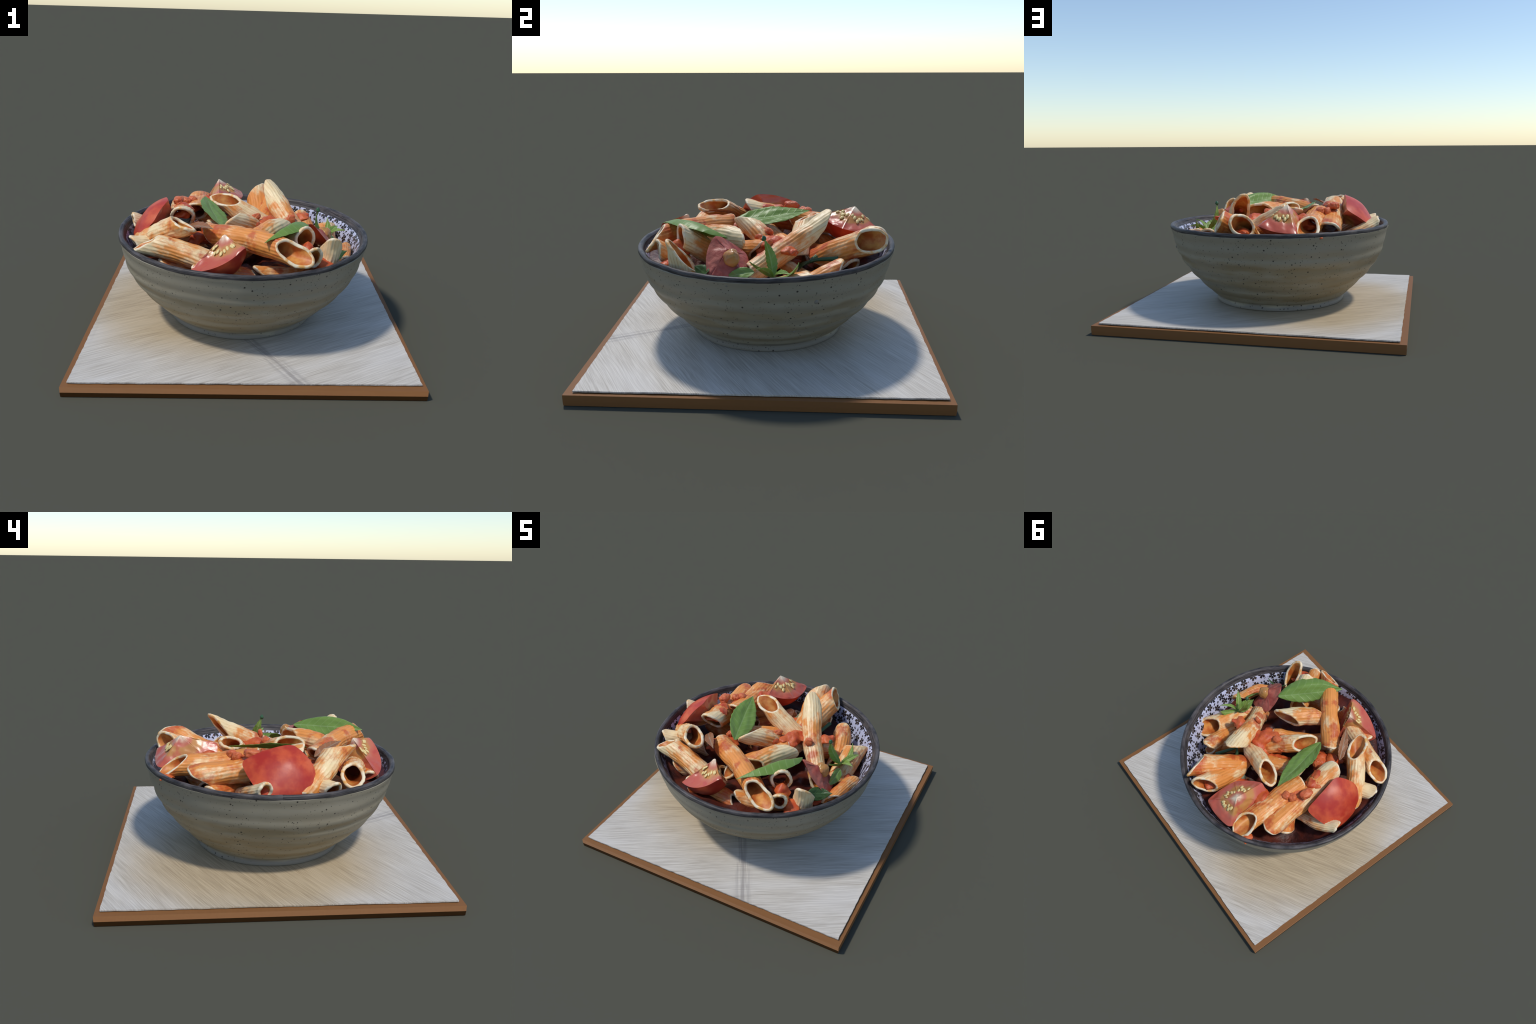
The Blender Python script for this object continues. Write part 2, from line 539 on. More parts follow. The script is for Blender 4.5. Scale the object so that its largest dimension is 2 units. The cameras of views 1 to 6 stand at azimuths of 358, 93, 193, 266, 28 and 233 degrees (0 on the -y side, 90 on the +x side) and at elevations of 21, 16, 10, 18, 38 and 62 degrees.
OUTER = [(0.420, 0.075), (0.466, 0.0735), (0.472, 0.085), (0.468, 0.100), (0.470, 0.113), (0.490, 0.126), (0.521, 0.151), (0.570, 0.200), (0.620, 0.250),
         (0.663, 0.300), (0.700, 0.352), (0.738, 0.420), (0.763, 0.490), (0.781, 0.560), (0.7895, 0.590), (0.7935, 0.606)]
RIM = [(0.7965, 0.618), (0.797, 0.628), (0.793, 0.6365), (0.785, 0.640), (0.774, 0.638), (0.764, 0.629), (0.757, 0.612)]
INNER = [(0.741, 0.580), (0.721, 0.530), (0.697, 0.470), (0.668, 0.410), (0.628, 0.340), (0.580, 0.270), (0.530, 0.210), (0.440, 0.170), (0.28, 0.145), (0.06, 0.140)]


def inner_radius(z):
    pts = [RIM[-1]] + INNER
    for (r0, z0), (r1, z1) in zip(pts, pts[1:]):
        if z1 <= z <= z0:
            return r1 + (r0 - r1) * (z - z1) / (z0 - z1)
    return 0.757 if z > 0.6 else 0.06


def build_bowl():
    root = thing("bowl", "speckled grey stoneware bowl with dark rim and blossom interior", "bowl", (0, 0, 0))
    prof = catmull(OUTER + RIM + INNER, 7)
    zone = []
    nA = 256
    verts = []
    for k, (r, z) in enumerate(prof):
        outer = k < (len(OUTER) - 1) * 7 + 4
        rimz = (len(OUTER) - 1) * 7 + 4 <= k < (len(OUTER) + len(RIM) - 1) * 7 + 3
        zone.append("foot_ring" if outer and r < 0.4725 and z < 0.1135 else "outer_wall" if outer else "rim" if rimz else "inner_wall")
        for i in range(nA):
            th = 2 * math.pi * i / nA
            cs, sn = math.cos(th), math.sin(th)
            rr, zz = r, z
            if outer and z > 0.114:
                band = smoothstep(0.115, 0.17, z) * (1 - 0.75 * smoothstep(0.42, 0.56, z))
                ph = 1.1 * n1((cs * 0.9, sn * 0.9, z * 1.5), 1.0, 4.2)
                amp = 0.0038 * (1 + 0.7 * n1((cs * 1.3, sn * 1.3, z * 4), 1.0, 9.1))
                s = math.sin(2 * math.pi * z / 0.083 + ph * 2.2)
                rr += band * amp * (abs(s) ** 0.7 * (1 if s > 0 else -1))
                rr += 0.005 * n1((cs, sn, z * 2), 2.2, 1.0) * smoothstep(0.115, 0.2, z)
            elif outer:
                rr += 0.004 * n1((cs, sn, z * 3), 3.0, 2.0)
            else:
                rr += 0.0030 * n1((cs, sn, 0.3), 4.0, 2.5) - 0.008 * max(0.0, cs) * smoothstep(0.625, 0.57, z)
                if rimz:
                    zz += 0.0025 * n1((cs, sn, 0.9), 6.0, 5.0) + 0.0015 * n1((cs, sn, 0.1), 18.0, 6.0)
            c = bowl_centre(z)
            tilt = smoothstep(0.07, 0.637, z)
            verts.append((c.x + rr * cs, c.y + rr * sn, zz + tilt * (-0.008 * rr * cs + 0.0076 * rr * sn)))
    faces, fz = [], []
    for k in range(len(prof) - 1):
        for i in range(nA):
            j = (i + 1) % nA
            faces.append((k * nA + i, k * nA + j, (k + 1) * nA + j, (k + 1) * nA + i))
            fz.append(zone[k])
    verts.append((FOOT_C.x, FOOT_C.y, 0.080))
    verts.append((RIM_C.x, RIM_C.y, 0.134))
    last = (len(prof) - 1) * nA
    for i in range(nA):
        j = (i + 1) % nA
        faces.append((j, i, len(verts) - 2))
        fz.append("foot_ring")
        faces.append((last + i, last + j, len(verts) - 1))
        fz.append("inner_wall")
    whole = make_mesh("bowl_whole", verts, faces, [])
    nor = [v.normal.copy() for v in whole.vertices]
    bpy.data.meshes.remove(whole)
    mats = {"foot_ring": M_GLAZE, "outer_wall": M_GLAZE, "rim": M_RIM, "inner_wall": M_FLOWER}
    for name, mat in mats.items():
        use = [f for f, z in zip(faces, fz) if z == name]
        ids = sorted({i for f in use for i in f})
        new = {o: k for k, o in enumerate(ids)}
        me = make_mesh(name, [verts[i] for i in ids], [tuple(new[i] for i in f) for f in use], [mat], normals=[nor[i] for i in ids])
        part(name, me, root)
    # glaze drops standing proud of the outer wall
    def bead(th, z, s):
        r = np.interp(z, [p[1] for p in OUTER[3:]], [p[0] for p in OUTER[3:]])
        c = bowl_centre(z)
        me = blob_mesh("glaze_bead", s, (1, 1, 1), 0.08, 5, 2)
        me.materials.append(M_GLAZE)
        o = part("glaze_bead", me, root)
        o.location = (c.x + (r - s * 0.45) * math.cos(th), c.y + (r - s * 0.45) * math.sin(th), z)
    bead(math.radians(24), 0.475, 0.017)
    bead(math.radians(-12), 0.585, 0.011)
    bead(math.radians(17), 0.27, 0.012)


# ------------------------------------------------------------------ generic soft lump
def blob_mesh(name, size, squash=(1, 1, 1), rough=0.25, seed=1.0, sub=4, box=0.0):
    import bmesh
    bm = bmesh.new()
    bmesh.ops.create_icosphere(bm, subdivisions=sub, radius=1.0)
    for v in bm.verts:
        p = v.co.copy()
        if box:
            m = max(abs(p.x), abs(p.y), abs(p.z))
            p = p.lerp(p / m, box * 0.6)
        f = 1 + rough * 1.6 * n1(v.co, 1.3, seed) + rough * 0.8 * n1(v.co, 3.0, seed + 5) + rough * 0.35 * n1(v.co, 7.0, seed + 9)
        v.co = V((p.x * f * squash[0], p.y * f * squash[1], p.z * f * squash[2])) * size
    me = bpy.data.meshes.new(name)
    bm.to_mesh(me)
    bm.free()
    me.polygons.foreach_set("use_smooth", [True] * len(me.polygons))
    return me


# ------------------------------------------------------------------ penne
def frame(a, hint):
    a = a.normalized()
    u = hint - a * hint.dot(a)
    if u.length < 1e-4:
        u = V((1, 0, 0)) - a * a.x
    u.normalize()
    return a, u, a.cross(u)


PENNE_NO = [0]


def penne(c0, c1, r=0.07, up0=(0, 0, 1), k0=1.2, up1=None, k1=None, wall=0.020, flat=0.0, flat_dir=(0, 0, 1), bend=(0, 0, 0), crush=0.0, lump=1.0, seed=None, sauce=0.66, pale=0.0):
    """tube from opening centre c0 to c1; up0/up1 say which side of each slanted cut is the long one"""
    PENNE_NO[0] += 1
    sd = PENNE_NO[0] * 3.71 if seed is None else seed
    c0, c1 = V(c0), V(c1)
    r *= 0.97
    up0 = V(up0)
    a, e1, e2 = frame(c1 - c0, up0)
    up1v = -up0 if up1 is None else V(up1)
    k1 = k0 if k1 is None else k1
    _, g1, _ = frame(a, up1v)
    ang1 = math.atan2(g1.dot(e2), g1.dot(e1))
    _, f1, _ = frame(a, V(flat_dir))
    angf = math.atan2(f1.dot(e2), f1.dot(e1))
    Lg = (c1 - c0).length
    NA, NO, NI, NL = 120, 44, 22, 6
    rb = random.Random(int(sd * 1000))
    bend = V(bend) + V((rb.uniform(-1, 1), rb.uniform(-1, 1), rb.uniform(-1, 1))) * 0.016
    bl = V((bend.dot(e1), bend.dot(e2), 0))
    rows, slot = [], []

    def ends(phi, rad):
        return -k0 * rad * math.cos(phi), Lg + k1 * rad * math.cos(phi - ang1)

    ring = []
    for i in range(NO):
        ring.append(("o", i / (NO - 1)))
    for i in range(1, NL):
        ring.append(("l1", i / NL))
    for i in range(NI):
        ring.append(("i", 1 - i / (NI - 1)))
    for i in range(1, NL):
        ring.append(("l0", i / NL))
    verts = []
    for kind, t in ring:
        for i in range(NA):
            phi = 2 * math.pi * i / NA
            ridge = math.cos(20 * phi)
            if kind == "o":
                rad, slant, s, push = r + 0.0010 * ridge, r, t, 0
            elif kind == "i":
                rad, slant, s, push = r - wall, r - wall * 0.5, t, 0
            elif kind == "l1":
                q = math.pi * t
                rad, slant, s, push = r - wall * 0.5 + wall * 0.5 * math.cos(q), r, 1.0, wall * 0.55 * math.sin(q)
            else:
                q = math.pi * t
                rad, slant, s, push = r - wall * 0.5 - wall * 0.5 * math.cos(q), r, 0.0, -wall * 0.55 * math.sin(q)
            z0, z1 = ends(phi, slant if kind != "i" else r)
            cn, sn2 = math.cos(phi), math.sin(phi)
            z0 += 0.007 * n1((cn, sn2, 0.2), 1.6, sd)
            z1 += 0.007 * n1((cn, sn2, 0.8), 1.6, sd + 3)
            z = z0 + (z1 - z0) * s + push
            tt = z / max(Lg, 1e-3)
            p = (r * math.cos(phi), r * math.sin(phi), z)
            d = lump * (0.0095 * n1(p, 8.0, sd) + 0.0045 * n1(p, 20.0, sd))
            rad += d
            x, y = rad * math.cos(phi), rad * math.sin(phi)
            # flattening and crushing of the mouth
            if flat:
                cf, sf = math.cos(angf), math.sin(angf)
                along, across = x * cf + y * sf, -x * sf + y * cf
                along *= 1 - flat
                across *= 1 + flat * 0.55
                x, y = along * cf - across * sf, along * sf + across * cf
            if crush:
                w = crush * smoothstep(0.55, -0.15, tt)
                cf, sf = math.cos(angf), math.sin(angf)
                along, across = x * cf + y * sf, -x * sf + y * cf
                if along > 0:
                    along *= 1 - 1.75 * w * math.exp(-(across / (r * 0.55)) ** 2)
                across *= 1 + 0.18 * w
                x, y = along * cf - across * sf, along * sf + across * cf
            b = math.sin(math.pi * min(1, max(0, tt)))
            verts.append((x + bl.x * b, y + bl.y * b, z))
    NR = len(ring)
    faces, slots = [], []
    for k in range(NR):
        k2 = (k + 1) % NR
        kind = ring[k][0]
        nxt = ring[k2][0]
        sl = 0 if kind == "o" and nxt == "o" else 2 if kind == "i" and nxt == "i" else 1
        for i in range(NA):
            j = (i + 1) % NA
            faces.append((k * NA + i, k * NA + j, k2 * NA + j, k2 * NA + i))
            slots.append(sl)
    me = make_mesh("penne", verts, faces, [M_PASTA, M_CUT, M_IN], slots)
    o = part("penne", me)
    R = Matrix((e1, e2, a)).transposed().to_4x4()
    o.matrix_world = Matrix.Translation(c0) @ R
    o["label"] = "ridged penne tube with slanted ends, smeared with sauce"
    o["category"] = "pasta"
    o["sauce"] = float(sauce)
    o["pale_tip"] = float(pale)
    return o


# ------------------------------------------------------------------ tomato wedge
def tomato(apex, corners, bulge, out_hint, seed_faces=(0,), seed_n=9, sag=0.016, sd=1.0, flesh=None, label="juicy tomato wedge with pink flesh and pale seeds", curve=0.10, soft=0):
    """chunk of tomato: flat cut faces meeting at the inner corner (apex), curved skin between the outer corners"""
    apex = V(apex)
    root = thing("tomato_wedge", label, "tomato", apex)
    C = [V(c) - apex for c in corners]
    n = len(C)
    cen = sum(C, V()) / n
    out = V(out_hint).normalized()
    N = 26

    def arc(a, b, t):
        p = a.lerp(b, t)
        w = math.sin(math.pi * t)
        return p + p.normalized() * curve * w * (a - b).length

    # skin: fan patch from the bulged centre to the arcs
    sv, sf = [], []
    M = 14
    per = []
    for i in range(n):
        for t in np.linspace(0, 1, N, endpoint=False):
            per.append(arc(C[i], C[(i + 1) % n], float(t)))
    for _ in range(soft):
        per = [(per[k - 1] + per[k] * 2 + per[(k + 1) % len(per)]) / 4 for k in range(len(per))]
    P = len(per)
    for s in range(M + 1):
        q = s / M
        for k in range(P):
            e = per[k]
            w = e - cen
            h = w.dot(out)
            v = cen + (w - out * h) * q + out * (h * q * q + bulge * (1 - q ** 2.4))
            if s < M:
                v = v + out * 0.006 * n1(v, 9, sd)
            sv.append(v)
    for s in range(M):
        for k in range(P):
            k2 = (k + 1) % P
            f = (s * P + k, (s + 1) * P + k, (s + 1) * P + k2, s * P + k2)
            sf.append(f if s else (f[0], f[1], f[2]))
    me = make_mesh("skin", sv, sf, [M_SKIN])
    fix_outward(me, cen)
    part("skin", me, root)
    # cut faces
    fv, ff = [], []
    faces_geo = []
    D = 22
    for i in range(n):
        a, b = C[i], C[(i + 1) % n]
        nrm = a.cross(b).normalized()
        if nrm.dot(cen) > 0:
            nrm = -nrm
        faces_geo.append((a, b, nrm))
        base = len(fv)
        for s in range(D + 1):
            q = s / D
            for k in range(N + 1):
                e = per[(i * N + k) % P]
                v = e * q
                w = 4 * q * (1 - q) * math.sin(math.pi * (0.08 + 0.84 * k / N))
                if 0 < s < D and 0 < k < N:
                    v = v - nrm * sag * w + nrm * (0.010 * n1(v, 14, sd) + 0.004 * n1(v, 34, sd))
                fv.append(v)
        W = N + 1
        for s in range(D):
            for k in range(N):
                f = (base + s * W + k, base + s * W + k + 1, base + (s + 1) * W + k + 1, base + (s + 1) * W + k)
                ff.append(f if s else (f[0], f[2], f[3]))
    me = make_mesh("flesh", fv, ff, [flesh or M_FLESH])
    fix_outward(me, cen)
    part("flesh", me, root)
    # seeds: flat teardrops in an arc on the cut faces
    seed_me = blob_mesh("seed", 1.0, (0.0165, 0.0092, 0.0055), 0.06, 3.0, 3)
    seed_me.materials.append(M_SEED)
    rnd = random.Random(int(sd * 100))
    for fi in seed_faces:
        a, b, nrm = faces_geo[fi]
        for s in range(seed_n):
            t = 0.12 + 0.76 * (s + 0.5) / seed_n + rnd.uniform(-0.03, 0.03)
            e = per[int((fi + t) * N) % P]
            q = (0.115 + rnd.uniform(-0.018, 0.014)) / e.length
            if rnd.random() < 0.2:
                q *= 0.82
            q = min(q, 0.72)
            w = 4 * q * (1 - q) * math.sin(math.pi * t)
            p = e * q - nrm * (sag * w - 0.003)
            o = bpy.data.objects.new("seed", seed_me)
            link(o, root)
            d = (e.normalized() + (a - b).normalized() * rnd.uniform(-0.35, 0.35))
            d = (d - nrm * d.dot(nrm)).normalized()
            o.matrix_local = Matrix.Translation(p) @ Matrix((d, nrm.cross(d), nrm)).transposed().to_4x4() @ Matrix.Scale(rnd.uniform(0.8, 1.15), 4)
    return root


def fix_outward(me, cen):
    acc = 0.0
    for p in me.polygons:
        acc += p.normal.dot(p.center - cen * 0.7) * p.area
    if acc < 0:
        me.flip_normals()
    me.update()


# ------------------------------------------------------------------ leaves
def leaf_mesh(name, base, tip, width, lat, mat, lift=0.0, fold=0.0, roll=0.0, teeth=0.03, sd=1.0, thick=0.0035, round_=0.75, twist=0.0, point=1.0, side=0.0, curl=0.0):
    """blade from base to tip; lat = direction across it; lift arches the spine, fold > 0 makes a valley along the midrib"""
    base, tip = V(base), V(tip)
    ex = (tip - base)
    Lg = ex.length
    ex.normalize()
    ey = V(lat) - ex * V(lat).dot(ex)
    ey.normalize()
    ez = ex.cross(ey)
    NX, NY = 44, 18
    verts, faces = [], []
    for lay in (0, 1):
        for i in range(NX + 1):
            t = i / NX
            w = width * (math.sin(math.pi * t ** round_) ** 0.85 if 0 < t < 1 else 0.0)
            w *= 1 - 0.25 * smoothstep(0.75, 1.0, t) * (point - 0)
            w = max(w, 0.0025)
            for j in range(NY + 1):
                s = -1 + 2 * j / NY
                tw = w * (1 + teeth * math.sin(t * 62 + (0.8 if s > 0 else 0)) * abs(s) ** 4)
                y = s * tw if not curl or s < 0.4 else (0.4 + (s - 0.4) * 0.5) * tw
                y += side * 4 * t * (1 - t)
                z = lift * 4 * t * (1 - t)
                z += fold * (abs(s) ** 1.3) * w - roll * s * s * w
                z += 0.10 * w * n1((t * 3, s * 1.5, sd), 1.6, sd) + twist * (t - 0.5) * s * w
                z -= curl * max(0.0, s - 0.25) ** 2 / 0.5625 * w
                z -= 0.0016 * math.exp(-(s * tw / 0.004) ** 2)
                z += 0.0010 * math.cos((t * Lg - abs(y) * 0.9) * 2 * math.pi / 0.05) * abs(s)
                verts.append((t * Lg, y, z - lay * thick * (1 - 0.8 * abs(s) ** 6)))
    W = NY + 1
    N = (NX + 1) * W
    for i in range(NX):
        for j in range(NY):
            a = i * W + j
            faces.append((a, a + W, a + W + 1, a + 1))
            faces.append((N + a, N + a + 1, N + a + W + 1, N + a + W))
    edge = [j for j in range(NY)] + [i * W + NY for i in range(NX)] + [NX * W + NY - j for j in range(NY)] + [(NX - i) * W for i in range(NX)]
    for k in range(len(edge)):
        a, b = edge[k], edge[(k + 1) % len(edge)]
        faces.append((a, b, N + b, N + a))
    me = make_mesh(name, verts, faces, [mat])
    Mx = Matrix.Translation(base) @ Matrix((ex, ey, ez)).transposed().to_4x4()
    return me, Mx


def leaf(*a, label="glossy green basil leaf with pale midrib", category="leaf", **k):
    me, Mx = leaf_mesh("basil_leaf", *a, **k)
    o = part("basil_leaf", me)
    o.matrix_world = Mx
    o["label"] = label
    o["category"] = category
    return o


def tube_mesh(name, pts, radii, mat, n=10, sub=8):
    P = catmull([tuple(p) for p in pts], sub)
    P = [V(p) for p in P]
    R = np.interp(np.linspace(0, 1, len(P)), np.linspace(0, 1, len(radii)), radii)
    verts, faces = [], []
    side = V((0.3, 0.2, 1)).normalized()
    for i, p in enumerate(P):
        d = (P[min(i + 1, len(P) - 1)] - P[max(i - 1, 0)])
        a, u, w = frame(d, side)
        for k in range(n):
            t = 2 * math.pi * k / n
            verts.append(p + (u * math.cos(t) + w * math.sin(t)) * R[i])
    for i in range(len(P) - 1):
        for k in range(n):
            k2 = (k + 1) % n
            faces.append((i * n + k, i * n + k2, (i + 1) * n + k2, (i + 1) * n + k))
    faces.append(tuple(reversed(range(n))))
    faces.append(tuple(range((len(P) - 1) * n, len(P) * n)))
    return make_mesh(name, verts, faces, [mat])


# ------------------------------------------------------------------ build everything
build_board()
build_bowl()

# penne that show, placed by the centres of their two openings
penne((0.188, 0.308, 0.757), (0.440, -0.105, 0.515), 0.069, (0, 0, 1), 1.75, (0, 0, -1), 1.0, sauce=0.5, pale=1.0)
penne((0.237, 0.624, 0.696), (0.125, 0.330, 0.550), 0.077, (-0.9, 0.45, -0.17), 1.0, (0, 0, 1), 0.8, sauce=0.75)
penne((0.080, 0.655, 0.684), (0.110, 0.360, 0.555), 0.079, (1, 0, 0.1), 0.8, (0, 0, 1), 0.8, sauce=0.65, pale=0.3)
penne((-0.143, 0.250, 0.750), (0.130, 0.190, 0.590), 0.072, (-0.03, 0.042, -0.064), 1.35, (0, 0, 1), 1.0, sauce=0.35, pale=0.5)
penne((-0.095, -0.125, 0.720), (0.150, 0.080, 0.545), 0.066, (0.27, -0.8, -0.4), 1.1, (0, 0, 1), 0.8, sauce=0.5, pale=0.6)
penne((0.260, -0.645, 0.703), (-0.200, -0.290, 0.680), 0.071, (0.4, 0.55, -0.73), 1.35, (0, 0, 1), 0.9, bend=(0, 0, 0.01), sauce=0.8)
penne((-0.581, -0.424, 0.672), (-0.165, -0.535, 0.585), 0.070, (0, 0, -1), 1.0, (0, 0, 1), 0.9, sauce=0.45, pale=0.7)
penne((-0.376, -0.385, 0.775), (-0.620, -0.160, 0.600), 0.070, (0, -0.035, -0.048), 1.35, (0, 0, 1), 1.0, sauce=0.6)
penne((-0.665, -0.290, 0.612), (-0.420, -0.180, 0.520), 0.058, (0, 0, 1), 0.9, sauce=0.3, pale=0.6)
penne((-0.345, 0.600, 0.672), (-0.335, 0.140, 0.700), 0.076, (0.2, 0, -1), 1.2, (0, 0, 1), 0.6, flat=0.1, sauce=0.75)
penne((-0.405, -0.110, 0.735), (-0.450, 0.410, 0.640), 0.080, (0, 0, 1), 0.8, (-0.3, 0.3, 0.9), 1.1, flat=0.08, sauce=0.65, pale=0.4)
penne((-0.735, 0.088, 0.645), (-0.450, 0.200, 0.520), 0.050, (0, 0, 1), 0.5, sauce=0.3, pale=0.5)
penne((0.545, 0.320, 0.540), (0.535, 0.020, 0.460), 0.080, (0.5, 0, -1), 0.8, (0, 0, 1), 0.8, sauce=0.45)
penne((0.395, 0.400, 0.545), (0.450, 0.120, 0.430), 0.068, (0, 0, 1), 1.1)
penne((0.176, -0.167, 0.685), (0.060, -0.370, 0.670), 0.073, (0.8, -0.5, 0.1), 1.2, (-0.8, 0.5, 0), 0.9, sauce=0.5, pale=0.7)
penne((0.332, -0.475, 0.732), (0.245, -0.320, 0.610), 0.070, (0, 0, 1), 0.6, (0, 0, -1), 0.9, sauce=0.5, pale=0.6)
penne((0.488, -0.448, 0.660), (0.470, -0.430, 0.470), 0.078, (0.05, -1, 0.1), 1.3, (0.8, 0.6, 0), 0.9, flat=0.12, flat_dir=(1, 0, 0), sauce=0.45, pale=0.8)
penne((0.372, -0.598, 0.672), (0.310, -0.430, 0.560), 0.052, (0, 0, 1), 0.7)
penne((0.635, -0.045, 0.508), (0.592, -0.265, 0.512), 0.044, (1, 0, 0.4), 1.4, (-1, 0, 0.2), 1.2)
penne((0.520, 0.000, 0.490), (0.420, -0.130, 0.440), 0.052, (0, 0, 1), 0.8)
penne((0.110, -0.050, 0.600), (-0.120, -0.330, 0.560), 0.066, (0, 0, 1), 1.0)
penne((-0.200, 0.020, 0.610), (0.060, 0.200, 0.540), 0.066, (0, 0, 1), 1.0)
# deeper layer, seen only through the gaps
deep = [((-0.55, 0.10), (-0.25, 0.05), 0.53), ((-0.30, 0.40), (0.00, 0.55), 0.53), ((0.20, 0.50), (-0.05, 0.35), 0.52), ((-0.45, -0.45), (-0.15, -0.35), 0.53),
        ((0.10, -0.55), (0.38, -0.42), 0.53), ((0.25, 0.15), (0.42, 0.38), 0.50), ((-0.25, -0.60), (0.08, -0.59), 0.545), ((-0.50, 0.35), (-0.30, 0.15), 0.54),
        ((-0.10, 0.45), (-0.28, 0.25), 0.52)]
for (x0, y0), (x1, y1), z in deep:
    penne((x0, y0, z), (x1, y1, z - 0.03), 0.064, (0, 0, 1), 1.0)

# tomato wedges
tomato((-0.131, -0.519, 0.768), [(-0.007, -0.650, 0.752), (-0.335, -0.640, 0.590), (-0.120, -0.430, 0.560)], 0.110, (0.05, -0.55, -0.85), (0, 2), 9, sd=1.3, curve=0.19, soft=10)
tomato((-0.200, 0.559, 0.815), [(-0.192, 0.338, 0.768), (-0.040, 0.470, 0.705), (-0.040, 0.715, 0.690), (-0.290, 0.695, 0.645), (-0.280, 0.355, 0.660)], 0.10, (0.15, 0.0, -1), (0, 1, 2), 6, sag=0.005, sd=2.1, curve=0.08, soft=8)
tomato((-0.440, 0.010, 0.640), [(-0.540, 0.212, 0.752), (-0.490, -0.085, 0.838), (-0.570, -0.200, 0.735), (-0.670, -0.200, 0.605), (-0.735, 0.090, 0.595)], 0.058, (-0.75, 0.0, 0.6), (), 0, sd=3.7, label="red tomato wedge lying skin side up", curve=0.07, soft=14)
t4 = tomato((0.462, -0.195, 0.695), [(0.395, -0.275, 0.765), (0.575, -0.295, 0.565), (0.530, -0.085, 0.540), (0.330, -0.100, 0.640)], 0.03, (0, 0, -1), (), 0, sag=0.0, sd=4.4, curve=0.12, soft=12, flesh=mat_sauce("soft_tomato_flesh", (0.46, 0.13, 0.085), (0.31, 0.045, 0.03), 12.0))
gel = blob_mesh("seed_pocket", 0.046, (1, 1, 1.15), 0.10, 6.0, 4)
gel.materials.append(mat_plain("seed_gel", (0.40, 0.30, 0.07), (0.50, 0.12, 0.05), 16.0, 0.25))
part("seed_pocket", gel, t4, (0.020, 0.022, -0.040))

# basil leaves
leaf((-0.158, -0.222, 0.722), (-0.280, 0.266, 0.769), 0.089, (-0.16, 0.01, 0.075), M_LEAF, lift=-0.004, fold=0.10, sd=2.0, round_=0.85)
leaf((0.350, -0.205, 0.738), (0.092, -0.630, 0.764), 0.096, (0.47, -0.34, 0.81), M_LEAF, lift=0.010, side=0.030, curl=0.85, fold=0.05, twist=0.15, sd=5.0, round_=0.9)
leaf((0.470, -0.380, 0.600), (0.612, -0.300, 0.600), 0.045, (0.2, -0.4, -0.5), M_LEAFD, lift=0.03, sd=7.0, label="dark green herb leaf tucked at the rim")
leaf((0.560, -0.040, 0.600), (0.540, -0.200, 0.560), 0.036, (0.6, 0.2, -0.6), M_LEAF, lift=0.01, fold=0.2, sd=8.0, label="small green herb leaf")
leaf((0.060, 0.340, 0.560), (0.010, 0.480, 0.585), 0.060, (1, 0.3, 0.1), M_LEAFP, lift=0.02, sd=9.0, label="pale grey green herb leaf half buried")
leaf((-0.360, -0.240, 0.720), (-0.200, -0.430, 0.772), 0.034, (0.6, 0.6, 0.3), M_LEAFB, lift=0.012, fold=0.25, teeth=0.07, sd=11.0, label="wilted brown herb leaf stained with sauce")
leaf((0.250, 0.260, 0.575), (0.130, 0.400, 0.665), 0.016, (0.5, 0.5, -0.5), M_LEAFD, lift=0.03, sd=12.0, label="thin dark herb leaf")
leaf((0.250, 0.270, 0.580), (0.330, 0.170, 0.500), 0.035, (0.5, 0.5, 0.3), M_LEAFD, lift=0.02, sd=13.0, label="dark herb leaf hanging down")


# herb sprig with several blades on one stem
def sprig():
    node = V((0.526, 0.061, 0.560))
    root = thing("herb_sprig", "fresh green herb sprig with narrow curled leaves", "herb", node)
    inv = Matrix.Translation(-node)
    me = tube_mesh("stem", [V((-0.05, -0.05, -0.08)), V((-0.015, -0.01, -0.03)), V((0, 0, 0.01))], [0.010, 0.009, 0.007], M_STEM)
    part("stem", me, root)
    blades = [((0.458, 0.008, 0.764), 0.024, (0.3, 0.9, 0.1), 0.03, 0.25), ((0.550, 0.205, 0.652), 0.020, (0.9, -0.2, 0.3), 0.03, 0.3),
              ((0.637, -0.022, 0.640), 0.017, (0.3, 0.9, 0.2), 0.02, 0.3), ((0.620, 0.160, 0.610), 0.016, (-0.4, 0.8, 0.5), 0.02, 0.3),
              ((0.490, -0.070, 0.640), 0.030, (0.8, 0.1, 0.4), -0.01, 0.2)]
    for k, (tip, w, lat, lift, fold) in enumerate(blades):
        me, Mx = leaf_mesh("herb_leaf", node, tip, w * 1.35, lat, M_LEAFY, lift=lift, fold=fold, sd=20.0 + k, teeth=0.08)
        o = part("herb_leaf", me, root)
        o.matrix_local = inv @ Mx
    me = blob_mesh("curled_bud", 0.013, (1, 1, 1.2), 0.2, 3.0, 3)
    me.materials.append(M_STEMD)
    part("curled_bud", me, root, V((0.458, 0.008, 0.764)) - node)


sprig()
st = part("herb_stem", tube_mesh("herb_stem", [V((0.282, 0.430, 0.602)), V((0.262, 0.350, 0.592)), V((0.252, 0.271, 0.575)), V((0.28, 0.15, 0.52))], [0.014, 0.012, 0.010, 0.008], M_STEMD))
st["label"], st["category"] = "thick dark green herb stem lying between pasta", "herb"

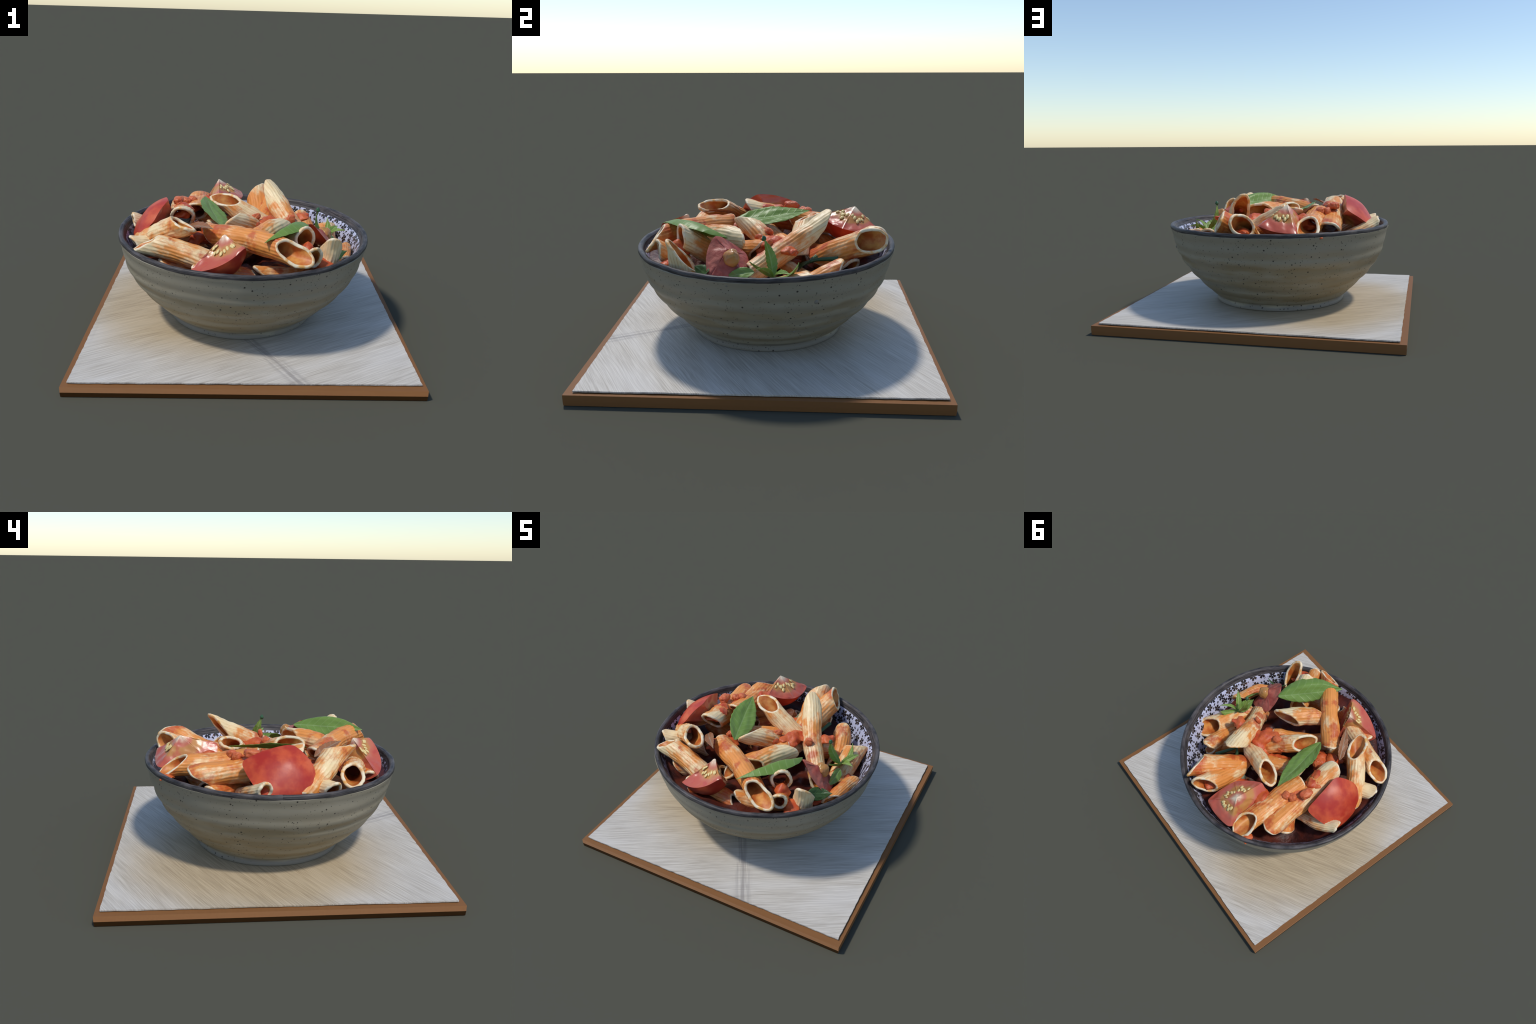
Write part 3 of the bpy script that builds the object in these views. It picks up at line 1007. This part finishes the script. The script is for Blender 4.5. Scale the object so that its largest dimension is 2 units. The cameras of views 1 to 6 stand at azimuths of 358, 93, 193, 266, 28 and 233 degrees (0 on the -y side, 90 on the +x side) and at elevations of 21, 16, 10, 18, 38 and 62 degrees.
# sauce: a bed under the pasta, blobs and pulp chunks on top
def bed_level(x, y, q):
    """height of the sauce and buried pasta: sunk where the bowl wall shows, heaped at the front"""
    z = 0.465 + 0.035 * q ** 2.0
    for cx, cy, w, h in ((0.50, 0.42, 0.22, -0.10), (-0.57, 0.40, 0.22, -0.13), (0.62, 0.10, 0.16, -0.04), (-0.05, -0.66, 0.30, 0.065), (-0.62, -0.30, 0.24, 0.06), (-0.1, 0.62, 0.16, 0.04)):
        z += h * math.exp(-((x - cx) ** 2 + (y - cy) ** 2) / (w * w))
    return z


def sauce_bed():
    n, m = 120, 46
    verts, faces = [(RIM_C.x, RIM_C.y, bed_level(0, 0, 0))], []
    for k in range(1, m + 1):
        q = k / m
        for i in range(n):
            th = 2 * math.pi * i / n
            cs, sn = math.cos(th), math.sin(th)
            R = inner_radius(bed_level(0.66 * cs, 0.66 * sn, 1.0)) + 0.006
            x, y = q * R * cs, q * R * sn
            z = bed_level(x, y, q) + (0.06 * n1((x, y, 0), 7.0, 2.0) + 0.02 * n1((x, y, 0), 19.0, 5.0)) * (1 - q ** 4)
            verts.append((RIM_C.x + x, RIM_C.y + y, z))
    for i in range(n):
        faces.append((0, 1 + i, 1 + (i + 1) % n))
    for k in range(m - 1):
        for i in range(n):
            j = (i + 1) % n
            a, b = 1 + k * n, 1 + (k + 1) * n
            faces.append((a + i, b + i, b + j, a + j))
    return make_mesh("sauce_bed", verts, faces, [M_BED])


sauce = thing("tomato_sauce", "chunky orange red tomato sauce clinging to the pasta", "sauce", (0, 0, 0.5))
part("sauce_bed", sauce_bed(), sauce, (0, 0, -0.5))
blobs = [((0.150, 0.060, 0.655), 0.066, (0.85, 1.1, 0.85)), ((0.120, 0.105, 0.580), 0.065, (1, 1, 0.7)), ((0.027, -0.028, 0.672), 0.052, (1.1, 0.9, 0.65)),
         ((0.365, 0.150, 0.675), 0.034, (1, 1, 0.8)), ((-0.372, 0.165, 0.718), 0.055, (0.8, 1.2, 0.6)), ((-0.385, -0.040, 0.762), 0.050, (0.8, 1.2, 0.7)),
         ((-0.425, 0.640, 0.632), 0.026, (1, 1.1, 0.6)), ((-0.270, 0.395, 0.690), 0.060, (0.8, 1.1, 0.9)), ((0.345, -0.500, 0.680), 0.045, (1, 1, 1)),
         ((0.420, -0.520, 0.610), 0.050, (1, 1, 0.7)), ((0.560, 0.030, 0.500), 0.045, (1.3, 0.9, 0.7)), ((-0.240, -0.160, 0.630), 0.055, (1, 1, 0.8)),
         ((-0.300, -0.230, 0.655), 0.045, (1, 1, 0.8)), ((0.000, 0.420, 0.540), 0.060, (1, 1, 0.6)), ((-0.030, 0.090, 0.585), 0.055, (1, 1, 0.6)), ((0.085, 0.600, 0.640), 0.040, (1, 1, 0.6)),
         ((-0.410, 0.050, 0.760), 0.040, (0.8, 1.2, 0.7))]


def fused(name, lumps, voxel, mat):
    """lumps melted together into one soft skin"""
    import bmesh
    bm = bmesh.new()
    for me, c in lumps:
        me.transform(Matrix.Translation(c))
        bm.from_mesh(me)
        bpy.data.meshes.remove(me)
    me = bpy.data.meshes.new(name)
    bm.to_mesh(me)
    bm.free()
    o = part(name, me)
    r = o.modifiers.new("melt", "REMESH")
    r.mode, r.voxel_size, r.use_smooth_shade = "VOXEL", voxel, True
    sm = o.modifiers.new("soften", "SMOOTH")
    sm.iterations, sm.factor = 14, 0.5
    out = bpy.data.meshes.new_from_object(o.evaluated_get(bpy.context.evaluated_depsgraph_get()))
    bpy.data.objects.remove(o)
    bpy.data.meshes.remove(me)
    out.name = name
    out.materials.clear()
    out.materials.append(mat)
    return out


rs = random.Random(5)
for k, (c, s, sq) in enumerate(blobs):
    s = s * 1.22
    c = (c[0], c[1], c[2] - s * 0.12)
    lumps = [(blob_mesh("lump", s * 0.85, sq, 0.20, 2.3 * k + 1, 3), V(c) - V((0, 0, 0.5)))]
    for q in range(9):
        d = V((rs.uniform(-1, 1) * sq[0], rs.uniform(-1, 1) * sq[1], rs.uniform(-0.7, 0.3) * sq[2])) * s
        lumps.append((blob_mesh("lump", s * rs.uniform(0.30, 0.60), (1.1, 1.1, 0.55), 0.40, k + q * 1.9, 3), V(c) + d - V((0, 0, 0.5))))
    part("sauce_blob", fused("sauce_blob", lumps, 0.0065, M_SAUCE), sauce)
chunks = [((-0.449, 0.139, 0.772), 0.036, (0.9, 1.3, 0.7), 0.6), ((-0.403, 0.224, 0.742), 0.028, (1, 1.1, 0.9), 0.5), ((-0.365, 0.255, 0.745), 0.030, (1, 1, 0.8), 0.5), ((-0.020, -0.045, 0.724), 0.024, (1, 1.1, 0.8), 0.3),
          ((0.060, 0.015, 0.706), 0.026, (1.2, 1, 0.8), 0.3), ((-0.260, -0.110, 0.665), 0.030, (1, 1, 0.8), 0.4), ((0.215, 0.190, 0.735), 0.020, (1, 1, 1), 0.4), ((0.290, 0.030, 0.690), 0.026, (1, 1.2, 0.6), 0.4)]
for k, (c, s, sq, bx) in enumerate(chunks):
    me = blob_mesh("pulp_chunk", s, sq, 0.13, 4.1 * k + 2, 4, bx)
    me.materials.append(M_CHUNK)
    o = part("pulp_chunk", me, sauce, V(c) - V((0, 0, 0.5)))
    o.rotation_euler = (0.2 * k, 0.1, 0.9 * k)
